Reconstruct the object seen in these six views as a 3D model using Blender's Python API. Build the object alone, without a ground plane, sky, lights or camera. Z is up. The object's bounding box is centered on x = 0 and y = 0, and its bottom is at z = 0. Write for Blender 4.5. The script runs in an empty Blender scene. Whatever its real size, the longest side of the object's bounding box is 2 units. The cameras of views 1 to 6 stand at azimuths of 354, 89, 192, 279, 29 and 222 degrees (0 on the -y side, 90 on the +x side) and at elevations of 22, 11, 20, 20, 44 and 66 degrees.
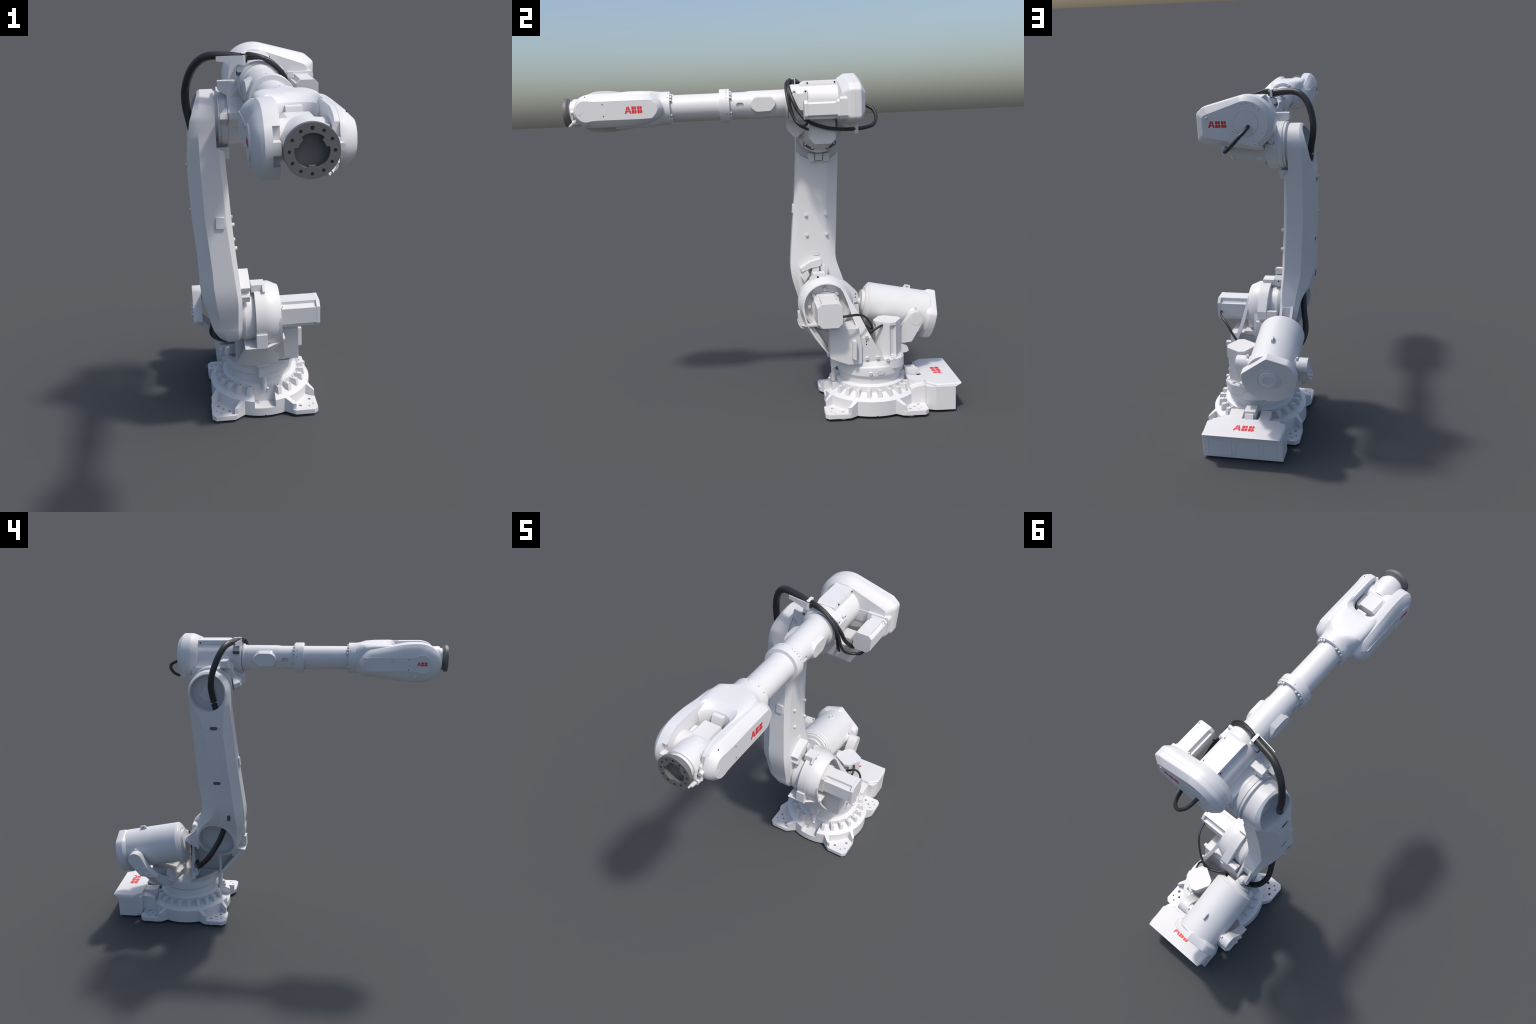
"""Six-axis industrial robot arm, white paint, dark hoses.  Metres, z up."""
import bpy, bmesh, math
from math import sin, cos, pi, radians, sqrt, atan2
from mathutils import Vector, Matrix

# ------------------------------------------------------------------ frame
BX, BY = 0.036, 0.542            # vertical main axis
J2 = (0.309, 0.574)              # shoulder axis (y, z), runs along x
J3 = (0.309, 1.505)              # elbow axis (y, z), runs along x
FX, FZ = 0.036, 1.651            # forearm axis (x, z), runs along y


# -------------------------------------------------------------- materials
def material(name, rgb, rough, metallic=0.0, grain=0.03, scale=60.0, coat=0.0):
    m = bpy.data.materials.new(name)
    m.use_nodes = True
    nt = m.node_tree
    b = nt.nodes["Principled BSDF"]
    tc = nt.nodes.new("ShaderNodeTexCoord")
    no = nt.nodes.new("ShaderNodeTexNoise")
    no.inputs["Scale"].default_value = scale
    no.inputs["Detail"].default_value = 3
    nt.links.new(tc.outputs["Object"], no.inputs["Vector"])
    ramp = nt.nodes.new("ShaderNodeValToRGB")
    ramp.color_ramp.elements[0].position = 0.3
    ramp.color_ramp.elements[1].position = 0.7
    ramp.color_ramp.elements[0].color = tuple(c * (1 - grain) for c in rgb) + (1,)
    ramp.color_ramp.elements[1].color = tuple(min(1, c * (1 + grain)) for c in rgb) + (1,)
    nt.links.new(no.outputs["Fac"], ramp.inputs["Fac"])
    nt.links.new(ramp.outputs["Color"], b.inputs["Base Color"])
    b.inputs["Roughness"].default_value = rough
    b.inputs["Metallic"].default_value = metallic
    b.inputs["Coat Weight"].default_value = coat
    return m


WHITE = material("white_paint", (0.655, 0.655, 0.664), 0.45, grain=0.012, scale=14)
DARK = material("black_rubber", (0.022, 0.022, 0.023), 0.42, grain=0.15, scale=90)
STEEL = material("dark_grey_steel", (0.135, 0.135, 0.137), 0.5, grain=0.04, scale=120)
GREY = material("grey_bracket", (0.10, 0.105, 0.11), 0.55, grain=0.06, scale=120)
RED = material("red_print", (0.66, 0.022, 0.035), 0.45, grain=0.02, scale=40)
HOLE = material("hole_dark", (0.012, 0.012, 0.013), 0.8, grain=0.1, scale=80)  # near-black plug colour, painted darkness of holes that are not cut

COL = bpy.context.scene.collection
ROOT = bpy.data.objects.new("industrial_robot", None)
COL.objects.link(ROOT)
ROOT.location = (BX, BY, 0)
ROOT["label"] = "white six-axis industrial robot arm with black hoses"
ROOT["category"] = "robot arm"


# ---------------------------------------------------------------- helpers
def finish(name, bm, mat=WHITE, parent=None, angle=34, bevel=0.0):
    bmesh.ops.recalc_face_normals(bm, faces=bm.faces)
    if bevel:
        es = [e for e in bm.edges if len(e.link_faces) == 2 and e.calc_face_angle(0) > radians(40)]
        bmesh.ops.bevel(bm, geom=es, offset=bevel, segments=2, profile=0.6,
                        affect='EDGES', clamp_overlap=True)
        bmesh.ops.recalc_face_normals(bm, faces=bm.faces)
    for f in bm.faces:
        f.smooth = True
    for e in bm.edges:
        e.smooth = not (len(e.link_faces) == 2 and e.calc_face_angle(0) > radians(angle))
    me = bpy.data.meshes.new(name)
    bm.to_mesh(me)
    bm.free()
    me.materials.append(mat)
    ob = bpy.data.objects.new(name, me)
    COL.objects.link(ob)
    p = parent or ROOT
    ob.parent = p
    if p is ROOT:
        ob.matrix_parent_inverse = Matrix.Translation((-BX, -BY, 0))
    return ob


def reshade(ob, angle=34):
    bm = bmesh.new()
    bm.from_mesh(ob.data)
    bmesh.ops.remove_doubles(bm, verts=bm.verts, dist=1e-5)
    bmesh.ops.dissolve_degenerate(bm, edges=bm.edges, dist=1e-5)
    for f in bm.faces:
        f.smooth = True
    for e in bm.edges:
        e.smooth = not (len(e.link_faces) == 2 and e.calc_face_angle(0) > radians(angle))
    bm.to_mesh(ob.data)
    bm.free()


def cut(ob, *bms, angle=34):
    """Boolean-subtract solids from ob."""
    for bm in bms:
        bmesh.ops.recalc_face_normals(bm, faces=bm.faces)
        me = bpy.data.meshes.new("cutter")
        bm.to_mesh(me)
        bm.free()
        c = bpy.data.objects.new("cutter", me)
        COL.objects.link(c)
        md = ob.modifiers.new("cut", 'BOOLEAN')
        md.operation = 'DIFFERENCE'
        md.solver = 'EXACT'
        md.object = c
        bpy.context.view_layer.update()
        dg = bpy.context.evaluated_depsgraph_get()
        new = bpy.data.meshes.new_from_object(ob.evaluated_get(dg))
        ob.modifiers.clear()
        old = ob.data
        ob.data = new
        new.name = old.name
        bpy.data.meshes.remove(old)
        bpy.data.objects.remove(c)
        bpy.data.meshes.remove(me)
    reshade(ob, angle)


def add_loft(bm, rings, cap=True, closed=True):
    vs = [[bm.verts.new(p) for p in r] for r in rings]
    n = len(rings[0])
    for a, b in zip(vs, vs[1:]):
        for i in range(n if closed else n - 1):
            j = (i + 1) % n
            bm.faces.new((a[i], a[j], b[j], b[i]))
    if cap:
        bm.faces.new(vs[0][::-1])
        bm.faces.new(vs[-1])
    return bm


def loft(*a, **k):
    return add_loft(bmesh.new(), *a, **k)


AX = {'x': (Vector((1, 0, 0)), Vector((0, 1, 0)), Vector((0, 0, 1))),
      'y': (Vector((0, 1, 0)), Vector((0, 0, 1)), Vector((1, 0, 0))),
      'z': (Vector((0, 0, 1)), Vector((1, 0, 0)), Vector((0, 1, 0)))}


def frame_of(axis):
    if isinstance(axis, str):
        return AX[axis]
    a = Vector(axis).normalized()
    u = a.orthogonal().normalized()
    return a, u, a.cross(u)


def add_turn(bm, centre, axis, profile, seg=48, phase=0.0):
    """Solid of revolution; profile = [(distance along axis, radius)]."""
    a, u, v = frame_of(axis)
    c = Vector(centre)
    rings = []
    for h, r in profile:
        r = max(r, 1e-4)
        rings.append([c + a * h + (u * cos(t) + v * sin(t)) * r
                      for t in [phase + 2 * pi * i / seg for i in range(seg)]])
    return add_loft(bm, rings)


def turn(*a, **k):
    return add_turn(bmesh.new(), *a, **k)


def add_rod(bm, p, q, r, seg=20, r2=None):
    p, q = Vector(p), Vector(q)
    return add_turn(bm, p, q - p, [(0, r), ((q - p).length, r2 or r)], seg)


def add_prism(bm, pts, axis, a, b):
    """Outline in the plane across axis (x: y,z / y: x,z / z: x,y)."""
    def P(p, h):
        return {'x': (h, p[0], p[1]), 'y': (p[0], h, p[1]), 'z': (p[0], p[1], h)}[axis]
    return add_loft(bm, [[P(p, a) for p in pts], [P(p, b) for p in pts]])


def prism(*a, **k):
    return add_prism(bmesh.new(), *a, **k)


def add_box(bm, x0, x1, y0, y1, z0, z1):
    return add_prism(bm, [(x0, y0), (x1, y0), (x1, y1), (x0, y1)], 'z', z0, z1)


def box(*a):
    return add_box(bmesh.new(), *a)


def interp(tab, t):
    tab = sorted(tab)
    if t <= tab[0][0]:
        return tab[0][1]
    for (a, va), (b, vb) in zip(tab, tab[1:]):
        if t <= b:
            return va + (vb - va) * (t - a) / (b - a)
    return tab[-1][1]


def smooth_path(pts, n=10):
    pts = [Vector(p) for p in pts]
    P = [pts[0] * 2 - pts[1]] + pts + [pts[-1] * 2 - pts[-2]]
    out = []
    for i in range(1, len(P) - 2):
        a, b, c, d = P[i - 1:i + 3]
        for k in range(n):
            t = k / n
            out.append(0.5 * (2 * b + (c - a) * t + (2 * a - 5 * b + 4 * c - d) * t * t
                              + (3 * b - a - 3 * c + d) * t ** 3))
    out.append(pts[-1])
    return out


def sweep(pts, r, seg=18, n=8):
    path = smooth_path(pts, n)
    rings = []
    u = None
    for i, p in enumerate(path):
        d = (path[min(i + 1, len(path) - 1)] - path[max(i - 1, 0)]).normalized()
        u = d.orthogonal().normalized() if u is None else (u - d * u.dot(d)).normalized()
        v = d.cross(u)
        rings.append([p + (u * cos(2 * pi * k / seg) + v * sin(2 * pi * k / seg)) * r for k in range(seg)])
    return loft(rings)


def round_poly(pts, r, n=6):
    """Round the corners of a closed outline; r one radius or one per corner."""
    out = []
    m = len(pts)
    for i in range(m):
        p = Vector(pts[i])
        a = Vector(pts[i - 1]) - p
        b = Vector(pts[(i + 1) % m]) - p
        rr = r[i] if isinstance(r, (list, tuple)) else r
        ang = a.angle(b)
        d = min(rr / max(math.tan(ang / 2), 1e-4), a.length * 0.49, b.length * 0.49)
        if d < 1e-5:
            out.append(tuple(p))
            continue
        s, e = p + a.normalized() * d, p + b.normalized() * d
        for k in range(n + 1):
            t = k / n
            out.append(tuple((s * (1 - t) ** 2 + p * 2 * t * (1 - t) + e * t * t)))
    return out


def resample(pts, n):
    pts = [Vector(p) for p in pts]
    k = max(range(len(pts)), key=lambda i: pts[i][0])
    pts = pts[k:] + pts[:k]
    if (sum(a.x * b.y - b.x * a.y for a, b in zip(pts, pts[1:] + pts[:1]))) < 0:
        pts = [pts[0]] + pts[:0:-1]
    loop = pts + [pts[0]]
    seg = [(b - a).length for a, b in zip(loop, loop[1:])]
    L = sum(seg)
    out = []
    for i in range(n):
        t = L * i / n
        for a, b, s in zip(loop, loop[1:], seg):
            if t <= s:
                out.append(tuple(a.lerp(b, t / s)))
                break
            t -= s
    return out


def stadium(cx, cy, half, r, n=10, ang=0.0):
    pts = [(half + r * cos(t), r * sin(t)) for t in [-pi / 2 + pi * k / n for k in range(n + 1)]]
    pts += [(-half + r * cos(t), r * sin(t)) for t in [pi / 2 + pi * k / n for k in range(n + 1)]]
    return [(cx + x * cos(ang) - y * sin(ang), cy + x * sin(ang) + y * cos(ang)) for x, y in pts]


def instances(name, mesh_ob, matrices, parent):
    """First object is mesh_ob itself (built around the origin); the rest share its mesh."""
    for i, m in enumerate(matrices):
        ob = mesh_ob if i == 0 else mesh_ob.copy()
        if i:
            COL.objects.link(ob)
        ob.parent = parent
        ob.matrix_basis = m


# lettering: block letters parted by a fine white cross
LETTER_A = [[(.32, 1), (.472, 1), (.472, .515), (.165, .515)], [(.68, 1), (.835, .515), (.528, .515), (.528, 1)],
            [(.145, .455), (.472, .455), (.472, .215), (.315, .215), (.24, 0), (0, 0)],
            [(.855, .455), (1, 0), (.76, 0), (.685, .215), (.528, .215), (.528, .455)]]
LETTER_B = [[(0, 1), (.385, 1), (.385, .53), (0, .53)],
            [(.445, 1), (.61, 1), (.72, .96), (.76, .88), (.76, .74), (.71, .62), (.65, .53), (.445, .53)],
            [(0, .47), (.385, .47), (.385, 0), (0, 0)],
            [(.445, .47), (.69, .47), (.78, .40), (.82, .28), (.80, .13), (.72, .03), (.60, 0), (.445, 0)]]


def lettering(origin, right, up, width, height, parent, thick=0.0005):
    o, r, u = Vector(origin), Vector(right).normalized(), Vector(up).normalized()
    nrm = r.cross(u)
    bm = bmesh.new()
    unit = width / 2.68
    x = 0.0
    for pieces, adv in ((LETTER_A, 1.06), (LETTER_B, 0.86), (LETTER_B, 0.9)):
        for pc in pieces:
            lo = [o + r * ((px * (.93 if pieces is LETTER_B else 1) + x) * unit) + u * (py * height) - nrm * 0.001 for px, py in pc]
            add_loft(bm, [lo, [p + nrm * (thick + 0.001) for p in lo]])
        x += adv
    return finish("lettering", bm, RED, parent)


def dots(name, items, parent, mat=HOLE, proud=0.0006, seg=14):
    """Small round holes: dark plugs; items = (point, outward normal, radius)."""
    bm = bmesh.new()
    for p, nrm, r in items:
        nv = Vector(nrm).normalized()
        add_turn(bm, Vector(p) - nv * 0.003, nv, [(0, r), (0.003 + proud, r)], seg)
    ob = finish(name, bm, mat, parent)
    ob["kind"] = "stuff"
    return ob


def socket_bolts(name, items, parent, mat=WHITE):
    """Cap screws: (base point, outward normal, radius, height)."""
    bm = bmesh.new()
    for p, nrm, r, h in items:
        add_turn(bm, Vector(p) - Vector(nrm).normalized() * 0.004, nrm,
                 [(0, r), (h + 0.004 - r * .25, r), (h + 0.004, r * .78), (h + 0.004, r * .42), (h + .004 - r * .5, r * .4)], 18)
    ob = finish(name, bm, mat, parent)
    ob["kind"] = "stuff"
    return ob


# =================================================================== BASE
base = finish("base", turn((BX, BY, 0), 'z',
              [(.012, .05), (.012, .256), (.092, .256), (.1035, .234), (.1175, .197), (.120, .1905), (.150, .190),
               (.157, .178), (.157, .166), (.120, .16), (.12, .05)], 96))
cut(base, box(BX - .0525, BX + .0525, BY - .30, BY - .186, .054, .25),
    box(BX - .003, BX + .003, BY - .262, BY - .248, .0, .016),
    box(BX + .248, BX + .262, BY - .003, BY + .003, .0, .016),
    box(BX - .262, BX - .248, BY - .003, BY + .003, .0, .016))

FOOT = [(.06, .20), (.100, .235), (.136, .262), (.152, .273), (.246, .273), (.265, .254), (.265, .152), (.262, .136),
        (.235, .100), (.20, .06), (.12, .10)]
HOLES_BIG = [(.177, .231), (.231, .178), (.207, .206)]
HOLES_SMALL = [(.221, .241), (.243, .221)]
holes = []
for sx in (1, -1):
    for sy in (1, -1):
        def L(p, sx=sx, sy=sy):
            return (BX + sx * p[0], BY + sy * p[1])
        bm = prism([L(p) for p in FOOT], 'z', .012, .037)
        foot = finish("foot", bm, WHITE, base, bevel=.002)
        c = []
        front_right = (sx > 0 and sy < 0)
        for i, h in enumerate(HOLES_BIG):
            if front_right and i == 2:
                continue
            c.append(turn((*L(h), 0), 'z', [(-.01, .0085 if i < 2 else .0068), (.06, .0085 if i < 2 else .0068)], 20))
        for h in HOLES_SMALL:
            c.append(turn((*L(h), 0), 'z', [(-.01, .0048), (.06, .0048)], 16))
        cut(foot, *c)
        for swap in (False, True):
            g = [(.097, .228), (.101, .2355), (.1365, .2622), (.1545, .2622), (.1225, .2215)]
            hz = [.094, .092, .071, .069, .0935]
            if swap:
                g = [(b, a) for a, b in g]
            lo = [(*L(p), .020) for p in g]
            hi = [(*L(p), z) for p, z in zip(g, hz)]
            finish("gusset", loft([lo, hi]), WHITE, base, bevel=.0015)
        px, py = L((.233, .178))
        finish("foot_pad", turn((px, py, 0), 'z', [(0, .016), (.003, .021), (.014, .021)], 28), WHITE, base)

# radial ribs of the base ring
rib_bm = loft([[(.184, -.0095, .110), (.184, .0095, .110), (.234, .011, .098), (.234, -.011, .098)],
               [(.184, -.0085, .143), (.184, .0085, .143), (.226, .0095, .1425), (.226, -.0095, .1425)]])
rib = finish("rib", rib_bm, WHITE, base, bevel=.0012)
mats, rib_holes = [], []
for k in range(10):
    a = 20 + 15 * k
    for s in (1, -1):
        th = radians(-90 + s * a)
        mats.append(Matrix.Translation((BX, BY, 0)) @ Matrix.Rotation(th, 4, 'Z'))
        rib_holes.append(((BX + .2005 * cos(th), BY + .2005 * sin(th), .143), (0, 0, 1), .0028))
instances("rib", rib, mats, base)
dots("bolt_hole", rib_holes, base)
finish("dowel", turn((BX + .222, BY + .012, .105), (1, 0, -.3), [(-.02, .008), (.004, .008), (.008, .006)], 16), WHITE, base)

# ----------------------------------------------------- rear connection box
body = round_poly([(.247, .968), (-.175, .968), (-.175, .863), (-.160, .822), (.228, .815), (.247, .863)], .004, 3)
cbox = finish("connection_box", prism(body, 'z', .012, .141), WHITE)
lid_lo = [(.247, .970), (-.175, .970), (-.175, .863), (-.126, .822), (.198, .820), (.247, .863)]
lid_mid = [(.238, .998), (-.166, .998), (-.175, .863), (-.126, .822), (.198, .820), (.247, .863)]
lid_hi = [(.235, 1.0), (-.161, 1.0), (-.166, .866), (-.123, .826), (.196, .824), (.239, .866)]
finish("lid", loft([[(x, y, .1412) for x, y in lid_lo], [(x, y, .1522) for x, y in lid_mid], [(x, y, .1565) for x, y in lid_hi]]),
       WHITE, cbox, angle=20)
for x0, x1 in ((.217, .094), (.072, -.05), (-.072, -.145)):
    o = round_poly([(x0, .112), (x1, .114), (x1, .024), (x0, .026)], .012, 4)
    i_ = round_poly([(x0 - .0022, .1098), (x1 + .0022, .1118), (x1 + .0022, .0262), (x0 - .0022, .0282)], .0105, 4)
    finish("cover_panel", loft([[(x, .967, z) for x, z in o], [(x, .9695, z) for x, z in o], [(x, .9695, z) for x, z in i_],
                                [(x, .9682, z) for x, z in i_]]), WHITE, cbox)
lettering((.0905, .9375, .1566), (-1, 0, 0), (0, -1, 0), .110, .048, cbox)
finish('neck', prism([(.74, .02), (.74, .118), (.775, .13), (.826, .138), (.826, .02)], 'x', -.128, .197), WHITE, cbox, bevel=.003)
# sockets between box and ring
finish("socket_block", prism([(.0, .735), (.062, .735), (.062, .80), (.0, .80)], 'z', .10, .186), WHITE, cbox, bevel=.005)
finish("socket_block", prism([(.70, .10), (.70, .172), (.79, .172), (.812, .176), (.829, .157), (.829, .150), (.78, .145)], 'x', .009, .055),
       WHITE, cbox, bevel=.002)
finish("socket_block", prism([(.735, .10), (.735, .158), (.78, .15), (.823, .15), (.823, .10)], 'x', .075, .15), WHITE, cbox, bevel=.004)
finish("socket_block", prism([(.735, .10), (.735, .158), (.78, .15), (.823, .15), (.823, .10)], 'x', -.075, -.015), WHITE, cbox, bevel=.004)

# ============================================================== TURNTABLE
tt = finish("turntable", turn((BX, BY, 0), 'z',
            [(.11, .05), (.11, .166), (.158, .166), (.192, .168), (.206, .180), (.243, .180), (.252, .176), (.262, .160), (.262, .05)], 96))

def octo(cx, cy, w, c):
    return [(cx - w, cy - w + c), (cx - w + c, cy - w), (cx + w - c, cy - w), (cx + w, cy - w + c),
            (cx + w, cy + w - c), (cx + w - c, cy + w), (cx - w + c, cy + w), (cx - w, cy + w - c)]

# casting between the disc and the shoulder
lo_ring = [(max(-.06, BX + .172 * cos(t)), BY + .172 * sin(t), .250) for t in [2 * pi * i / 48 for i in range(48)]]
hi_ring = []
for i in range(48):
    t = 2 * pi * i / 48
    hi_ring.append((max(-.02, min(.185, BX + .24 * cos(t))), max(.335, min(.66, BY + .24 * sin(t))), .290))
finish("casting", loft([lo_ring, hi_ring]), WHITE, tt)

# shoulder bearing housing (open towards +x)
sh = [(-.008, .095), (-.008, .149), (.040, .149), (.0402, .1465), (.066, .1465), (.098, .131), (.109, .1265),
      (.110, .121), (.066, .117), (.062, .112), (.060, .02)]
housing = finish("shoulder_housing", turn((0, *J2), 'x', sh, 72), WHITE)
# side wall with flared rails below the ring
def wall_x(z):
    return interp([(.27, .142), (.32, .138), (.45, .118), (.58, .110), (.7, .110)], z)
outer = [(.166, .545), (.206, .438), (.279, .348), (.306, .272), (.610, .266), (.539, .398), (.477, .529), (.418, .645)]
wall = [(.180, .571), (.201, .477), (.245, .402), (.278, .357), (.307, .316), (.309, .275), (.49, .272), (.496, .42), (.482, .52), (.452, .60), (.41, .65), (.309, .66)]
finish("side_wall", prism(wall, 'x', .0, .064), WHITE, housing)
def rail(name, spine, w, x0=.02):
    """Raised edge strip: follows spine, w = inward offset vector."""
    rings = []
    for (y, z), (oy, oz) in zip(spine, w):
        x1 = wall_x(z)
        xa = x0
        if x0 is None:      # rear rail flares out to the side panel
            x1 = interp([(.40, .190), (.415, .186), (.50, .152), (.56, .136), (.637, .118), (.67, .111)], z)
            xa = x1 - .019
        rings.append([(xa, y, z), (x1, y, z), (x1, y + oy, z + oz), (xa, y + oy, z + oz)])
    finish(name, loft(rings), WHITE, housing)
rail("rail", [(.1815, .60), (.176, .571), (.184, .527), (.197, .477), (.242, .400), (.275, .355), (.306, .312)],
     [(.006, 0), (.012, 0), (.0085, .0), (.009, .003), (.009, .006), (.008, .006), (.006, .010)])
rail("rail", [(.394, .669), (.408, .657), (.4425, .592), (.477, .529), (.535, .408)],
     [(-.007, -.007), (-.012, -.004), (-.024, -.001), (-.041, 0), (-.055, 0)], None)
# shelf under the shoulder motor
finish("shelf", box(.05, .128, .205, .472, .470, .482), WHITE, housing, bevel=.002)
# equipment box with curved lower edge and handle
panel = round_poly([(.316, .470), (.308, .312), (.405, .274), (.478, .274), (.480, .380), (.464, .474)], [.004, .012, .02, .014, .01, .004], 5)
eb = finish("equipment_box", loft([[(.06, y, z) for y, z in panel], [(.203, y, z) for y, z in panel],
                                   [(.206, y + (.40 - y) * .02, z + (.37 - z) * .02) for y, z in panel]]), WHITE, housing)
hnd = round_poly([(.428, .412), (.449, .410), (.446, .306), (.424, .316)], .004, 4)
finish("handle", loft([[(.20, y, z) for y, z in hnd], [(.238, y, z) for y, z in hnd],
                       [(.241, y + (.437 - y) * .15, z + (.36 - z) * .03) for y, z in hnd]]), WHITE, housing)
panel2 = [(.476, .416), (.533, .414), (.600, .288), (.584, .271), (.474, .271)]
finish("side_panel", prism(panel2, 'x', .160, .19), WHITE, housing, bevel=.002)
socket_bolts("cap_screw", [((.19, .507, .420), (1, 0, 0), .0095, .010), ((.19, .507, .301), (1, 0, 0), .0095, .010),
                           ((.19, .565, .302), (1, 0, 0), .0095, .010), ((.19, .617, .288), (1, 0, 0), .0095, .010)], housing)
dots("bolt_hole", [((.1902, .505, .392), (1, 0, 0), .0035), ((.1902, .505, .378), (1, 0, 0), .0035)], housing)
# end stops on the shoulder housing
finish("stop_block", box(-.021, .041, .246, .311, .704, .741), WHITE, housing, bevel=.002)
finish("stop_block", prism([(.225, .715), (.246, .74), (.246, .68)], 'x', .03, .0405), WHITE, housing)
dots("bolt_hole", [((.0412, .271, .722), (1, 0, 0), .0055)], housing)
finish("stop_block", prism([(.156, .529), (.156, .462), (.165, .452), (.25, .46), (.25, .529)], 'x', -.0095, .0405), WHITE, housing, bevel=.0012)
finish("stop_block", prism([(.155, .463), (.168, .441), (.24, .41), (.24, .47)], 'x', -.063, .0403), WHITE, housing, bevel=.0012)
finish("stop_block", prism([(.40, .60), (.40, .70), (.434, .675), (.476, .632), (.486, .62), (.486, .575), (.44, .56)], 'x', -.0095, .0395), WHITE, housing, bevel=.0012)
finish("stop_block", prism([(.44, .54), (.44, .60), (.464, .622), (.482, .622), (.486, .585), (.478, .54)], 'x', -.066, -.010), WHITE, housing, bevel=.0012)
dots("bolt_hole", [((.0398, .473, .60), (1, 0, 0), .0032), ((.0398, .473, .618), (1, 0, 0), .0032)], housing)
# front and rear webs of the hollow frame, open to -x
front = [[(.105, .205, .462), (.105, .309, .300), (.105, .33, .300), (.105, .232, .47)],
         [(.04, .170, .455), (.0, .309, .285), (.0, .335, .285), (.04, .232, .45)],
         [(-.062, .168, .445), (-.100, .308, .300), (-.100, .325, .30), (-.062, .19, .455)]]
finish("front_web", loft(front), WHITE, housing)
finish("rear_web", loft([[(.05, .462, .28), (.05, .50, .28), (.05, .488, .56), (.05, .470, .56)],
                         [(-.125, .466, .27), (-.125, .49, .27), (-.085, .484, .545), (-.085, .470, .545)]]), WHITE, housing)
finish("inner_post", box(-.10, -.06, .303, .315, .315, .45), WHITE, housing, bevel=.002)
# sloped rim at -x
rim_rings = []
for y, z in ((.535, .240), (.48, .262), (.42, .288), (.36, .313), (.306, .338)):
    xo = interp([(.30, -.096), (.36, -.112), (.42, -.126), (.48, -.138), (.54, -.146)], y)
    d = Vector((xo - BX, y - BY)).normalized()
    bx, by = BX + d.x * .174, BY + d.y * .174
    rim_rings.append([(bx, by, .236), (xo, y, z), (xo + .012, y + .004, z), (bx + .022, by + .006, .25)])
finish("rim", loft(rim_rings), WHITE, tt)
# front post with pillar
finish("front_post", loft([[(.012, .328, .205), (.064, .328, .205), (.075, .40, .24), (.0, .40, .24)],
                           [(.012, .328, .262), (.064, .328, .262), (.075, .40, .30), (.0, .40, .30)]]), WHITE, tt, bevel=.0015)
finish("front_pillar", turn((.038, .342, 0), 'z', [(.13, .0135), (.206, .0135)], 24), WHITE, tt)
finish("front_disc", turn((.038, .329, .232), (0, -1, 0), [(0, .0175), (.0018, .0175), (.0022, .016)], 28), WHITE, tt)
finish("spring_pin", turn((.05, .318, .142), (0.25, -.25, 1), [(-.02, .004), (.0, .004), (.002, .0065), (.01, .0065), (.012, .005)], 14), WHITE, tt)
# disc bolt and badge
socket_bolts("cap_screw", [((BX + .179, .522, .222), (1, -.1, 0), .0095, .008)], tt)
def badge(point, normal, up, w, h, parent):
    """Raised hexagonal plate mark with a double arrow."""
    n, u = Vector(normal).normalized(), Vector(up).normalized()
    r = u.cross(n)
    p0 = Vector(point)
    hexo = [(-1, 0), (-.72, -1), (.72, -1), (1, 0), (.72, 1), (-.72, 1)]
    bm = bmesh.new()
    def P(x, y, d):
        return p0 + r * (x * w) + u * (y * h) + n * d
    o0 = [P(x, y, -.002) for x, y in hexo]
    o1 = [P(x, y, .0012) for x, y in hexo]
    i1 = [P(x * .88, y * .82, .0012) for x, y in hexo]
    i0 = [P(x * .88, y * .82, .0002) for x, y in hexo]
    add_loft(bm, [o0, o1, i1, i0])
    for s in (1, -1):
        tri = [(s * .72, 0), (s * .38, .42), (s * .38, .14), (s * .1, .14), (s * .1, -.14), (s * .38, -.14), (s * .38, -.42)]
        add_loft(bm, [[P(x, y, .0) for x, y in tri], [P(x, y, .0014) for x, y in tri]])
    finish("badge", bm, WHITE, parent)
badge((BX + .1795, .577, .226), (1, .19, 0), (0, 0, 1), .021, .011, tt)

# motors: square section with grooved corners
def motor_section(w, c, g):
    q = [(w, -w + c), (w, w - c), (w - g, w - c), (w - c, w - g), (w - c, w), (-w + c, w), (-w + c, w - g), (-w + g, w - c), (-w, w - c),
         (-w, -w + c), (-w + g, -w + c), (-w + c, -w + g), (-w + c, -w), (w - c, -w), (w - c, -w + g), (w - g, -w + c)]
    return q

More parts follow.
